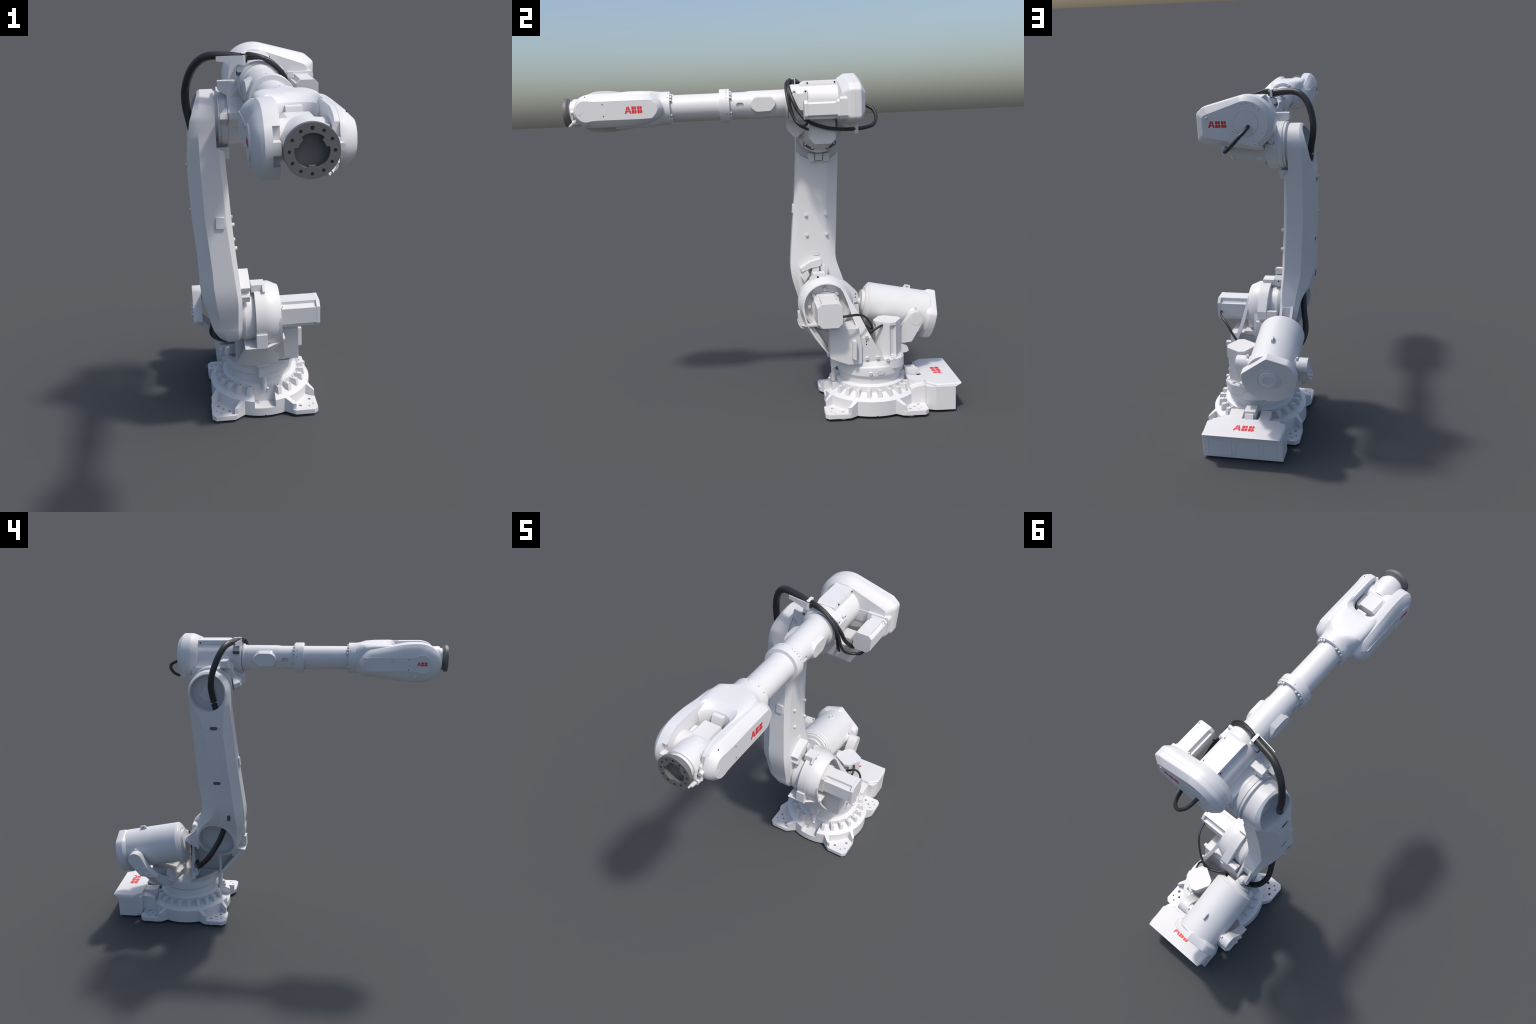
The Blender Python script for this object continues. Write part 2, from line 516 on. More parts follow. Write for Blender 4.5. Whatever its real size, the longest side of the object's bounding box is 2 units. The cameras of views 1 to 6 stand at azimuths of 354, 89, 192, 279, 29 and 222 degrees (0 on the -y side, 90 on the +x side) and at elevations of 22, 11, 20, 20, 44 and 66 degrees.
def motor(name, centre, axis, up, length, w, groove_from=0.012, parent=None):
    """Body along axis from centre; groove starts after the mounting flange."""
    a, v = Vector(axis).normalized(), Vector(up).normalized()
    u = v.cross(a)
    c = Vector(centre)
    cc = w * .40
    def R(pts, h):
        return [c + a * h + u * x + v * y for x, y in pts]
    q0 = motor_section(w, cc, w * .22)
    plain = [(x, y) for x, y in octo(0, 0, w, w * .36)]
    bm = loft([R(q0, groove_from), R(q0, length - .016)])
    add_loft(bm, [R(plain, length - .0165), R(plain, length - .0015), R([(x * .985, y * .985) for x, y in plain], length)])
    add_loft(bm, [R(octo(0, 0, w * 1.04, w * .30), 0), R(octo(0, 0, w * 1.04, w * .30), groove_from + .006)])
    k = w - cc * .72
    for sx in (1, -1):
        for sy in (1, -1):
            p = c + u * (sx * k) + v * (sy * k)
            add_turn(bm, p, a, [(groove_from, w * .115), (groove_from + .013, w * .115), (groove_from + .015, w * .08)], 12)
    return finish(name, bm, WHITE, parent, bevel=0)

m2 = motor("motor", (.060, .307, .571), (1, 0, 0), (0, 0, 1), .239, .0645, groove_from=.052)
socket_bolts("cap_screw", [((.064, .307 + .090 * cos(t), .571 + .090 * sin(t)), (1, 0, 0), .0095, .024) for t in map(radians, (92, 138, 47, 182))], housing)
finish("mounting_plate", turn((0, .307, .571), 'x', [(.05, .075), (.076, .075), (.078, .072)], 48), WHITE, m2)
m1 = motor("motor", (.1005, .631, .262), (0, 0, 1), (.5, .866, 0), .224, .0645, groove_from=.030)
finish("cable_socket", turn((.152, .603, .466), (.87, -.5, 0), [(-.01, .016), (.003, .016), (.005, .013)], 20), WHITE, m1)
finish("motor_mount", turn((.1005, .631, 0), 'z', [(.235, .088), (.285, .088), (.292, .082)], 40), WHITE, tt)
socket_bolts("cap_screw", [((.1005 + .075 * cos(t), .631 + .075 * sin(t), .29), (0, 0, 1), .0075, .01) for t in map(radians, (-30, 60, 150, 240))], tt)

# ============================================================== LOWER ARM
TOPZ, BOTZ = J3[1], J2[1]
ARM = {  # layer: front (z,y), back (z,y), x(z), cap radii (top horizontal, top vertical, bottom horizontal, bottom vertical)
    'A': ([(1.316, .204), (1.113, .191), (.907, .172), (.756, .163), (.677, .172)],
          [(1.42, .385), (1.332, .357), (1.071, .342), (.899, .334), (.809, .331), (.76, .339), (.698, .361), (.64, .39)],
          [(.45, -.070), (.70, -.068), (1.04, -.098), (1.36, -.116), (1.62, -.130)], (.104, .104, .122, .118)),
    'B': ([(1.38, .187), (1.177, .171), (1.07, .161), (.839, .138), (.77, .132), (.72, .134), (.675, .142), (.60, .163)],
          [(1.37, .417), (1.152, .404), (.974, .395), (.823, .384), (.782, .388), (.739, .402), (.653, .43)],
          [(.44, -.088), (.553, -.090), (.712, -.088), (1.017, -.12), (1.078, -.125), (1.406, -.142), (1.62, -.151)], (.116, .113, .138, .128)),
    'C': ([(1.38, .187), (1.177, .171), (1.07, .161), (.839, .138), (.77, .132), (.72, .134), (.675, .142), (.60, .163)],
          [(1.37, .417), (1.152, .404), (.974, .395), (.823, .384), (.782, .388), (.739, .402), (.653, .43)],
          [(.44, -.128), (.559, -.156), (.67, -.174), (.79, -.190), (.91, -.198), (1.084, -.214), (1.304, -.221), (1.5, -.222), (1.62, -.205)],
          (.116, .113, .138, .128)),
    'D': ([(1.434, .212), (1.302, .227), (1.09, .209), (.849, .186), (.697, .171), (.65, .176)],
          [(1.434, .388), (1.394, .363), (1.3, .331), (1.152, .313), (.98, .302), (.852, .289), (.81, .296), (.74, .325), (.68, .38), (.63, .42)],
          [(.455, -.150), (.52, -.178), (.565, -.197), (.60, -.205), (.665, -.214), (.723, -.237), (.80, -.251), (.95, -.257), (1.06, -.268), (1.3, -.276),
           (1.42, -.268), (1.505, -.255), (1.565, -.235), (1.615, -.213)], (.105, .104, .122, .117)),
}
ZS = [1.46, 1.43, 1.394, 1.35, 1.31, 1.25, 1.17, 1.08, 1.0, .92, .86, .82, .79, .76, .73, .70, .67, .64, .61]
def arm_ring(key):
    fr, bk, xs, (th, tv, bh, bv) = ARM[key]
    fr = fr + [(TOPZ, J3[0] - th), (BOTZ, J2[0] - bh)]
    bk = bk + [(TOPZ, J3[0] + th), (BOTZ, J2[0] + bh)]
    pts = []
    for k in range(25):
        t = pi * k / 24
        pts.append((J3[0] + th * cos(t), TOPZ + tv * sin(t)))
    pts += [(interp(fr, z), z) for z in ZS]
    for k in range(25):
        t = pi + pi * k / 24
        pts.append((J2[0] + bh * cos(t), BOTZ + bv * sin(t)))
    pts += [(interp(bk, z), z) for z in ZS[::-1]]
    def lean(y, z):
        # near the shoulder the outer face runs inwards towards the back
        w = max(0.0, min(1.0, (.84 - z) / .15)) if key in 'CD' else 0.0
        return w * (.16 if key == 'D' else .06) * (y - .24)
    return [(interp(xs, z) + lean(y, z), y, z) for y, z in pts]
def arm_mesh():
    """Four outlines lofted; flat faces closed by rungs from front edge to back edge."""
    bm = bmesh.new()
    vs = [[bm.verts.new(p) for p in arm_ring(k)] for k in 'ABCD']
    n = len(vs[0])
    for a, b in zip(vs, vs[1:]):
        for i in range(n):
            bm.faces.new((a[i], a[(i + 1) % n], b[(i + 1) % n], b[i]))
    for ring in (vs[0], vs[-1]):
        for i in range(12, 12 + n // 2):
            q = []
            for k in (i % n, (i + 1) % n, (24 - i - 1) % n, (24 - i) % n):
                if ring[k] not in q:
                    q.append(ring[k])
            if len(q) > 2:
                bm.faces.new(q)
    return bm
arm = finish("lower_arm", arm_mesh(), WHITE, angle=22)
cut(arm, turn((0, *J3), 'x', [(-.150, .166), (.1, .166)], 64),
    turn((0, *J3), 'x', [(-.5, .099), (-.185, .099)], 48),
    turn((0, *J2), 'x', [(-.5, .115), (-.099, .109)], 48), angle=22)
finish("hub", turn((0, *J2), 'x', [(-.092, .10), (-.068, .124), (-.055, .128), (-.052, .126), (-.03, .126), (-.004, .12)], 64), WHITE, arm)
# recess floor details
finish("recess_cover", prism([(.300, 1.44), (.345, 1.452), (.368, 1.485), (.345, 1.51), (.330, 1.555), (.322, 1.572), (.29, 1.575), (.27, 1.46)], 'x', -.195, -.187), WHITE, arm, bevel=.001)
# front name plate, side studs, badge
pl = round_poly([(-.170, 1.055), (-.130, 1.053), (-.130, 1.102), (-.170, 1.104)], .005, 4)
finish("name_plate", loft([[(x, .175, z) for x, z in pl], [(x, .1565 + (z - 1.08) * .09, z) for x, z in pl], [(x * .97 - .0045, .1545 + (z - 1.08) * .09, z) for x, z in pl]]), WHITE, arm)
dots("bolt_hole", [((x, .1552 + (z - 1.08) * .09, z), (0, -1, 0), .0022) for x, z in ((-.163, 1.082), (-.150, 1.079), (-.137, 1.081))], arm)
bm = bmesh.new()
for y, z, x in ((.228, 1.044, -.0865), (.228, .934, -.0785), (.338, 1.044, -.0865), (.338, .935, -.0785)):
    add_turn(bm, (x - .02, y, z), 'x', [(0, .0085), (.019, .0085), (.0205, .007)], 20)
finish("stud", bm, WHITE, arm)
badge((-.0775, .277, .829), (1, 0, .07), (-.07, 0, 1), .019, .0085, arm)
# slots (thin raised dark grey plates, not cut) and screws on the outer face
def armx(z, y=.24):
    return interp(ARM['D'][2], z) + max(0.0, min(1.0, (.84 - z) / .15)) * .16 * (y - .24)
bm = bmesh.new()
for y, z, half, r, ang in ((.276, 1.313, .012, .0095, 0), (.274, .979, .012, .0095, 0), (.216, .755, .010, .010, pi / 2 + .1)):
    st = stadium(y, z, half, r, 8, ang)
    add_loft(bm, [[(armx(zz, yy) + .01, yy, zz) for yy, zz in st], [(armx(zz, yy) - .0012, yy, zz) for yy, zz in st]])
ob = finish("dark_slot_plate", bm, GREY, arm)
bm = bmesh.new()
for y, z, half, r in ((.311, 1.325, .016, .0095), (.244, 1.337, .016, .0095), (.279, .769, .008, .009)):
    st = stadium(y, z, half, r, 8, pi / 2)
    add_loft(bm, [[(armx(zz, yy) + .01, yy, zz) for yy, zz in st], [(armx(zz, yy) - .0022, yy, zz) for yy, zz in st]])
for y, z in ((.227, 1.126), (.24, 1.32), (.255, .74)):
    add_turn(bm, (armx(z, y) + .01, y, z), (-1, 0, 0), [(0, .0065), (.0155, .0065), (.017, .005)], 16)
finish("boss", bm, WHITE, arm)
# end stop on the arm above the shoulder
finish("stop_block", prism([(.181, .757), (.192, .736), (.245, .758), (.292, .766), (.301, .778), (.297, .806), (.240, .793)], 'x', -.10, -.030), WHITE, arm, bevel=.0015)
finish("stop_block", prism([(.184, .712), (.202, .735), (.225, .748), (.232, .72), (.205, .678)], 'x', -.10, -.031), WHITE, arm, bevel=.0015)
finish("stop_block", prism([(.240, .72), (.250, .757), (.288, .765), (.285, .72)], 'x', -.10, -.034), WHITE, arm, bevel=.0015)
finish("stop_block", prism([(.295, .72), (.293, .764), (.318, .770), (.335, .752), (.330, .715)], 'x', -.10, -.030), WHITE, arm, bevel=.0015)
dots("bolt_hole", [((-.055, .336, .742), (0, 1, -.2), .004)], arm)
# clevis for the balancer rod
ear = [(.415, .66), (.455, .612), (.488, .585), (.497, .565), (.492, .535), (.47, .52), (.425, .50)]
finish("clevis", prism(ear, 'x', -.152, -.138), WHITE, arm, bevel=.002)
finish("clevis", prism(ear, 'x', -.094, -.079), WHITE, arm, bevel=.002)
finish("clevis", prism([(.426, .64), (.437, .63), (.446, .56), (.437, .50), (.427, .50)], 'x', -.155, -.079), WHITE, arm)

# =========================================================== BALANCER
TX = -.108
T0 = Vector((TX, .803, .472))
TD = Vector((0, .98, -.199)).normalized()
def tank_pt(s):
    return T0 + TD * s
tank = finish("balancing_cylinder", turn(T0, tank_frame := TD,
      [(-.296, .02), (-.296, .074), (-.280, .074), (-.280, .092), (-.274, .098), (-.274, .104), (-.268, .108), (-.267, .113),
       (-.259, .1215), (.080, .1215), (.080, .05)], 72))
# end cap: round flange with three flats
tu = Vector((1, 0, 0)); tv = TD.cross(tu) * -1
if tv.z < 0: tv = -tv
cap = []
for k in range(96):
    t = 2 * pi * k / 96
    r = .1425
    for na, d in ((52.9, .1088), (108, .1276)):
        cdot = cos(t - radians(na))
        if cdot > 1e-3:
            r = min(r, d / cdot)
    cap.append((r * cos(t), r * sin(t)))
def cap_ring(s, f):
    return [tank_pt(s) + tu * (x * f) + tv * (y * f) for x, y in cap]
cp = finish("end_cap", loft([cap_ring(.060, .90), cap_ring(.070, .97), cap_ring(.076, 1), cap_ring(.111, 1), cap_ring(.117, .975)]), WHITE, tank)
add = turn(tank_pt(.117), TD, [(-.002, .062), (.002, .062), (.003, .058), (.0005, .056), (.0005, .052), (.006, .048), (.010, .030), (.006, .028), (.006, .01)], 48)
finish("cap_boss", add, WHITE, tank)
# lifting lug
lp = tank_pt(-.045)
finish("lug", loft([[lp + TD * s + tv * h + tu * .004 for s, h in ((-.026, .116), (.022, .116), (.016, .141), (-.014, .141))],
                    [lp + TD * s + tv * h - tu * .006 for s, h in ((-.026, .116), (.022, .116), (.016, .141), (-.014, .141))]]), WHITE, tank, bevel=.001)
dots("bolt_hole", [(lp + tv * .131 + tu * .0042, (1, 0, 0), .0035), (lp + tv * .131 - tu * .0062, (-1, 0, 0), .0035)], tank)
# rod eye
finish("rod_eye", turn((-.116, .482, .546), 'x', [(-.020, .015), (-.020, .022), (-.014, .030), (0, .033), (.014, .030), (.020, .022), (.020, .015)], 40), WHITE, tank)
finish("rod", add_rod(bmesh.new(), (TX - .006, .485, .545), tank_pt(-.29), .022, 24), WHITE, tank)
finish("clevis_pin", turn((0, .482, .546), 'x', [(-.158, .012), (-.156, .014), (-.076, .014), (-.074, .012)], 20), WHITE, arm)
# trunnions and arms
for s, x in ((1, .03), (-1, -.243)):
    finish("trunnion", turn((TX, .800, .472), (s, 0, 0), [(.10, .040), (.120, .040), (.124, .034), (s * (x - TX), .034)], 32), WHITE, tank)
    finish("grease_nipple", add_rod(bmesh.new(), (x - s * .008, .803, .50), (x - s * .008, .803, .522), .006, 12), WHITE, tank)
def arc(cx, cy, r, a0, a1, n=14):
    return [(cx + r * cos(radians(a0 + (a1 - a0) * k / n)), cy + r * sin(radians(a0 + (a1 - a0) * k / n))) for k in range(n + 1)]
left = arc(.796, .473, .0425, -25, 150) + [(.728, .430), (.700, .392), (.664, .364), (.722, .362), (.768, .366)]
finish("balancer_bracket", prism(left, 'x', -.290, -.243), WHITE, tt, bevel=.0015)
finish("balancer_bracket", loft([[(-.285, .668, .369), (-.285, .725, .405), (-.285, .762, .368), (-.285, .668, .363)],
                                 [(-.243, .668, .368), (-.243, .745, .376), (-.243, .750, .336), (-.243, .690, .325)],
                                 [(-.200, .652, .330), (-.200, .735, .338), (-.200, .735, .285), (-.200, .672, .275)],
                                 [(-.150, .615, .290), (-.150, .705, .305), (-.150, .705, .230), (-.150, .645, .230)],
                                 [(-.105, .580, .295), (-.105, .69, .300), (-.105, .69, .228), (-.105, .610, .230)],
                                 [(-.03, .56, .300), (-.03, .68, .300), (-.03, .68, .24), (-.03, .56, .24)]]), WHITE, tt, angle=20)
socket_bolts("cap_screw", [((-.290, .782, .415), (-1, 0, 0), .0085, .008), ((-.290, .743, .415), (-1, 0, 0), .0085, .008),
                           ((-.290, .762, .382), (-1, 0, 0), .0085, .010), ((-.290, .726, .382), (-1, 0, 0), .0085, .010)], tt)
right = arc(.795, .469, .041, -40, 155) + [(.711, .422), (.708, .346), (.715, .340), (.768, .345), (.774, .353)]
finish("balancer_bracket", prism(right, 'x', .030, .083), WHITE, tt, bevel=.0015)
finish("trunnion_face", turn((.083, .795, .469), 'x', [(-.004, .033), (.001, .033), (.0014, .031)], 36), WHITE, tt)
finish("balancer_bracket", prism([(.60, .26), (.60, .32), (.70, .345), (.745, .32), (.752, .30), (.74, .29), (.70, .285), (.68, .25)], 'x', .005, .092), WHITE, tt, bevel=.0015)
finish("balancer_bracket", prism([(.59, .25), (.60, .325), (.66, .335), (.735, .350), (.745, .335), (.74, .290), (.68, .25)], 'x', -.135, .02), WHITE, tt, bevel=.002)
finish("bracket_fin", loft([[(-.165, .60, .27), (-.165, .655, .28), (-.125, .65, .28), (-.125, .60, .27)],
                            [(-.158, .612, .352), (-.158, .635, .362), (-.130, .635, .362), (-.130, .605, .345)]]), WHITE, tt, bevel=.002)

# ================================================================ ELBOW
def elbow_ring(x, r, ytop, ztop, squash=1.0):
    """Round below, widening into the forearm housing above."""
    pts = []
    for k in range(33):
        t = pi + pi * k / 32
        pts.append((x, J3[0] + r * cos(t) * squash, J3[1] + r * sin(t)))
    pts += [(x, J3[0] + ytop, ztop - .02), (x, J3[0] + ytop * .8, ztop), (x, J3[0] - ytop * .8, ztop), (x, J3[0] - ytop, ztop - .02)]
    return pts
elbow = finish("elbow_housing", turn((0, *J3), 'x', [(-.156, .08), (-.156, .104), (-.139, .106), (-.137, .121), (-.131, .121), (-.130, .1175),
                                              (-.124, .1175), (-.122, .122), (-.098, .122), (-.097, .1205), (-.096, .122), (-.078, .122), (-.036, .119), (-.034, .117), (-.034, .04)], 72))
finish("elbow_casting", loft([elbow_ring(-.09, .119, .119, 1.615), elbow_ring(-.05, .112, .122, 1.66), elbow_ring(-.02, .095, .125, 1.67),
                              elbow_ring(.02, .072, .10, 1.67), elbow_ring(.05, .04, .06, 1.66)]), WHITE, elbow)
# webs that reach the end stops
stop = [(.250, 1.662), (.213, 1.662), (.204, 1.640), (.178, 1.566), (.142, 1.545), (.140, 1.521), (.20, 1.468), (.26, 1.50), (.26, 1.62)]
finish("elbow_web", prism(stop, 'x', -.098, -.03), WHITE, elbow, bevel=.002)
finish("stop_block", loft([[(-.133, .208, 1.628), (-.133, .252, 1.628), (-.133, .252, 1.662), (-.133, .213, 1.662)],
                           [(-.09, .196, 1.60), (-.09, .256, 1.60), (-.09, .252, 1.6625), (-.09, .209, 1.6625)]]), WHITE, elbow, bevel=.0015)
finish("stop_block", loft([[(-.133, .139, 1.522), (-.133, .175, 1.506), (-.133, .180, 1.53), (-.133, .142, 1.5445)],
                           [(-.10, .139, 1.5215), (-.10, .195, 1.49), (-.10, .192, 1.57), (-.10, .150, 1.546)]]), WHITE, elbow, bevel=.0015)
rear_lug = [(.36, 1.39), (.397, 1.425), (.432, 1.487), (.432, 1.53), (.38, 1.56)]
finish("elbow_web", prism(rear_lug, 'x', -.085, -.055), WHITE, elbow, bevel=.002)
fr_lug = [(.18, 1.468), (.135, 1.516), (.137, 1.555), (.20, 1.60), (.25, 1.52)]
finish("elbow_web", prism(fr_lug, 'x', -.04, .012), WHITE, elbow, bevel=.002)
for y0, z0, y1, z1 in ((.232, 1.434, .269, 1.411), (.387, 1.434, .351, 1.411)):
    a = atan2(z1 - z0, y1 - y0)
    st = stadium((y0 + y1) / 2, (z0 + z1) / 2, .022, .011, 8, a)
    b = finish("link_plate", prism(st, 'x', -.0345, -.030), GREY, elbow)
    bm = bmesh.new()
    for y, z in ((y0, z0), (y1, z1)):
        add_turn(bm, (-.031, y, z), 'x', [(0, .006), (.005, .006), (.006, .005)], 16)
    finish("link_screw", bm, WHITE, elbow)
for pts in ([(.247, 1.366), (.26, 1.33), (.285, 1.337), (.285, 1.378), (.25, 1.383)], [(.289, 1.378), (.288, 1.342), (.328, 1.342), (.329, 1.378)],
            [(.332, 1.376), (.332, 1.335), (.36, 1.334), (.369, 1.364), (.366, 1.382)]):
    finish("stop_block", prism(pts, 'x', -.15, -.094), WHITE, arm, bevel=.0015)
finish("proximity_switch", turn((-.071, .425, 1.552), (0, 1, 0), [(-.05, .016), (.02, .016), (.022, .013)], 24), WHITE, elbow)
finish("switch_bracket", box(-.085, -.035, .405, .43, 1.535, 1.556), GREY, elbow, bevel=.002)

m3 = motor("motor", (-.01, .309, 1.503), (1, 0, 0), (0, 0, 1), .178, .0655, groove_from=.03)

# =============================================================== FOREARM
fh = finish("forearm_housing", turn((FX, 0, FZ), 'y', [(.41, .04), (.41, .096), (.400, .097), (.397, .0925), (.165, .0925), (.157, .0905), (.151, .088), (.147, .083), (.146, .05)], 64))
finish("dark_gap_ring", turn((FX, 0, FZ), 'y', [(.152, .05), (.152, .079), (.138, .079), (.138, .05)], 64), GREY, fh)
blk = [(-.010, 1.700), (-.014, 1.735), (-.009, 1.7568), (.079, 1.7568), (.085, 1.735), (.085, 1.70)]
finish("top_pad", loft([[(x, .205, z - (.012 if z > 1.74 else 0)) for x, z in blk], [(x, .224, z) for x, z in blk], [(x, .412, z) for x, z in blk]]), WHITE, fh, bevel=.001)
dots("bolt_hole", [((.0855, y, 1.7455), (1, 0, 0), .0042) for y in (.245, .385)] + [((-.0135, y, 1.742), (-1, 0, .2), .0042) for y in (.385,)], fh)
finish("side_pad", prism([(.164, 1.693), (.242, 1.693), (.238, 1.645), (.217, 1.610), (.180, 1.610), (.166, 1.645)], 'x', .09, .1335), WHITE, fh, bevel=.0015)
bm = bmesh.new()
for y in (.174, .232):
    add_turn(bm, (.09, y, 1.702), 'x', [(0, .0105), (.036, .0105), (.038, .009)], 18)
finish("cap_screw", bm, WHITE, fh)
dots("bolt_hole", [((.128, y, 1.702), (1, 0, 0), .0042) for y in (.174, .232)], fh)

tube = finish("forearm_tube", turn((FX, 0, FZ), 'y',
      [(.150, .05), (.150, .078), (.138, .080), (.132, .072), (.120, .0695), (-.054, .0690), (-.076, .0655), (-.150, .0655),
       (-.155, .0662), (-.1552, .0842), (-.158, .0848), (-.202, .0848), (-.206, .083), (-.2062, .0655), (-.47, .0655), (-.47, .03)], 64))
cut(tube, prism(stadium(-.102, 1.651, .008, .011, 10), 'x', FX + .052, FX + .2), prism(stadium(-.102, 1.651, .008, .011, 10), 'x', FX - .2, FX - .052))
PAD = {1: [(-.048, 1.651), (-.041, 1.668), (-.025, 1.684), (.053, 1.683), (.086, 1.652), (.054, 1.614), (-.020, 1.612), (-.043, 1.630)],
       -1: [(-.054, 1.652), (-.042, 1.673), (-.021, 1.688), (.047, 1.688), (.071, 1.672), (.086, 1.652), (.050, 1.614), (-.034, 1.616)]}
for s in (1, -1):
    o = round_poly(PAD[s], .022, 5)
    cy, cz = .018, 1.651
    finish("side_pad", loft([[(FX + s * .050, cy + (y - cy) * 1.12, cz + (z - cz) * 1.35) for y, z in o],
                             [(FX + s * .0765, y, z) for y, z in o],
                             [(FX + s * .0775, cy + (y - cy) * .985, cz + (z - cz) * .98) for y, z in o]]), WHITE, tube)
def ring_bolts(y, r, parent):
    items = [((FX + r * cos(t), y, FZ + r * sin(t)), (0, 1, 0), .0068, .0105)
             for q in (0, 90, 180, 270) for t in map(radians, (q + 30, q + 45, q + 60))]
    return socket_bolts("ring_bolt", items, parent)
ring_bolts(-.1553, .0745, tube)
dots("bolt_hole", [((FX + .0848 * cos(t), -.170, FZ + .0848 * sin(t)), (cos(t), 0, sin(t)), .002) for t in map(radians, (28, 38, 48, 58, 68, 100, 140, 165, 330, 220))], tube)

# hose clamp and lever
clamp = finish("hose_clamp", box(-.036, -.022, .146, .190, 1.729, 1.737), WHITE, fh, bevel=.001)
finish("clamp_arch", loft([[(-.036, .144, 1.73), (-.022, .144, 1.73), (-.022, .148, 1.73), (-.036, .148, 1.73)],
                           [(-.036, .144, 1.768), (-.022, .144, 1.768), (-.022, .150, 1.766), (-.036, .150, 1.766)]]), WHITE, fh)
finish("clamp_arch", box(-.037, -.021, .144, .190, 1.772, 1.7755), WHITE, fh, bevel=.001)
finish("clamp_arch", box(-.036, -.022, .186, .190, 1.73, 1.774), WHITE, fh, bevel=.001)
finish("clamp_lever", loft([[(-.137, .162, 1.746), (-.137, .166, 1.746), (-.137, .166, 1.764), (-.137, .162, 1.764)],
                            [(-.115, .157, 1.744), (-.115, .161, 1.744), (-.115, .161, 1.765), (-.115, .157, 1.765)],
                            [(-.075, .150, 1.738), (-.075, .154, 1.738), (-.075, .154, 1.766), (-.075, .150, 1.766)],
                            [(-.03, .143, 1.728), (-.03, .147, 1.728), (-.03, .147, 1.766), (-.03, .143, 1.766)]]), WHITE, fh)
finish("clamp_foot", prism([(-.056, 1.702), (-.054, 1.724), (-.036, 1.732), (-.005, 1.732), (-.02, 1.70)], 'y', .156, .192), WHITE, fh, bevel=.001)
finish("clamp_plate", prism([(-.057, 1.688), (-.057, 1.704), (-.035, 1.704), (-.035, 1.688)], 'y', .1565, .1915), GREY, fh)
dots("bolt_hole", [((-.0572, y, 1.696), (-1, 0, 0), .003) for y in (.164, .184)], fh)

# ------------------------------------------------------------- rear cover
def cover_outline(d):
    """d = inward offset."""
    r = .136 - d * .72
    a0, a1 = 74, 262
    pts = [(FX + r * cos(radians(a)), FZ + r * sin(radians(a))) for a in [a0 + (a1 - a0) * k / 30 for k in range(31)]]
    corner = [(.262 - d * .85, 1.545 + d), (.297 - d, 1.557 + d * .9), (.298 - d, 1.700 - d * .35), (.262 - d * .85, 1.731 - d * .9)]
    pts += round_poly([pts[-1]] + corner + [pts[0]], [0, .02, .02, .025, .02, 0], 5)[1:-1]
    return pts
cover = finish("rear_cover", loft([[(x, y, z) for x, z in cover_outline(d)] for y, d in
               ((.398, .034), (.404, .026), (.430, .003), (.440, 0), (.4600, 0), (.4602, .0012), (.4615, .0012), (.4617, 0), (.484, 0), (.490, .003), (.5115, .034), (.5125, .036))]), WHITE, angle=28)
finish("cover_disc", turn((FX + .001, .5125, FZ + .003), 'y', [(-.002, .0655), (.001, .0655), (.0012, .0635), (-.0004, .0632), (-.0004, .062), (.0012, .0615)], 56), WHITE, cover)
dots("bolt_hole", [((FX + .0005 + r * cos(t), .5126, FZ + r * sin(t)), (0, 1, 0), .0018) for r, t in
                   [(.098, radians(a)) for a in (80, 95, 115, 135, 210, 250)] + [(.078, radians(a)) for a in (-8, -30)]], cover)
socket_bolts("cap_screw", [((.237, .5125, 1.679), (0, 1, 0), .0065, .005), ((-.005, .5125, 1.548), (0, 1, 0), .0065, .003)], cover)
finish("cover_lug", prism(round_poly([(.02, 1.535), (-.022, 1.535), (-.022, 1.565), (.02, 1.575)], .008, 4), 'y', .49, .5127), WHITE, cover)
lettering((.231, .5126, 1.631), (-1, 0, 0), (0, 0, 1), .096, .0335, cover)
finish("motor_flange", prism(round_poly([(.178, 1.665), (.284, 1.665), (.290, 1.655), (.290, 1.575), (.275, 1.558), (.178, 1.558)], .004, 3), 'y', .385, .435), WHITE, cover, bevel=.001)
m4 = motor("motor", (.2355, .40, 1.609), (0, -1, 0), (0, 0, 1), .187, .0455, groove_from=.02)
finish("cover_strut", box(.09, .20, .395, .42, 1.60, 1.66), WHITE, cover, bevel=.001)
finish("cable_hanger", box(.160, .176, .468, .488, 1.484, 1.545), WHITE, cover, bevel=.001)
finish("hanger_lug", box(.150, .186, .448, .466, 1.525, 1.55), WHITE, cover, bevel=.001)
finish("cover_tab", prism([(.40, 1.55), (.40, 1.50), (.42, 1.50), (.455, 1.53), (.455, 1.55)], 'x', -.03, .03), WHITE, cover, bevel=.002)

# ================================================================== WRIST
def core_ring(y, x0, x1, z0, z1, p, circ=0.0, n=64):
    """Section across the forearm axis: superellipse, blended with a circle."""
    cx, cz, hx, hz = (x0 + x1) / 2, (z0 + z1) / 2, (x1 - x0) / 2, (z1 - z0) / 2
    pts = []
    for k in range(n):
        t = 2 * pi * k / n
        c, s = cos(t), sin(t)
        ex = cx + hx * math.copysign(abs(c) ** (2 / p), c)
        ez = cz + hz * math.copysign(abs(s) ** (2 / p), s)
        qx, qz = FX + .0845 * c, FZ + .0845 * s
        pts.append((ex * (1 - circ) + qx * circ, y, ez * (1 - circ) + qz * circ))
    return pts
wrist = finish("wrist_housing", loft([core_ring(-.4575, 0, 1, 0, 1, 2, 1.0), core_ring(-.497, 0, 1, 0, 1, 2, 1.0),
      core_ring(-.520, -.060, .120, 1.566, 1.738, 3.6, .45), core_ring(-.550, -.075, .1285, 1.562, 1.741, 6, .05),
      core_ring(-.60, -.076, .130, 1.560, 1.743, 7), core_ring(-.68, -.076, .130, 1.556, 1.744, 7), core_ring(-.735, -.070, .128, 1.553, 1.742, 7)]), WHITE, angle=27)
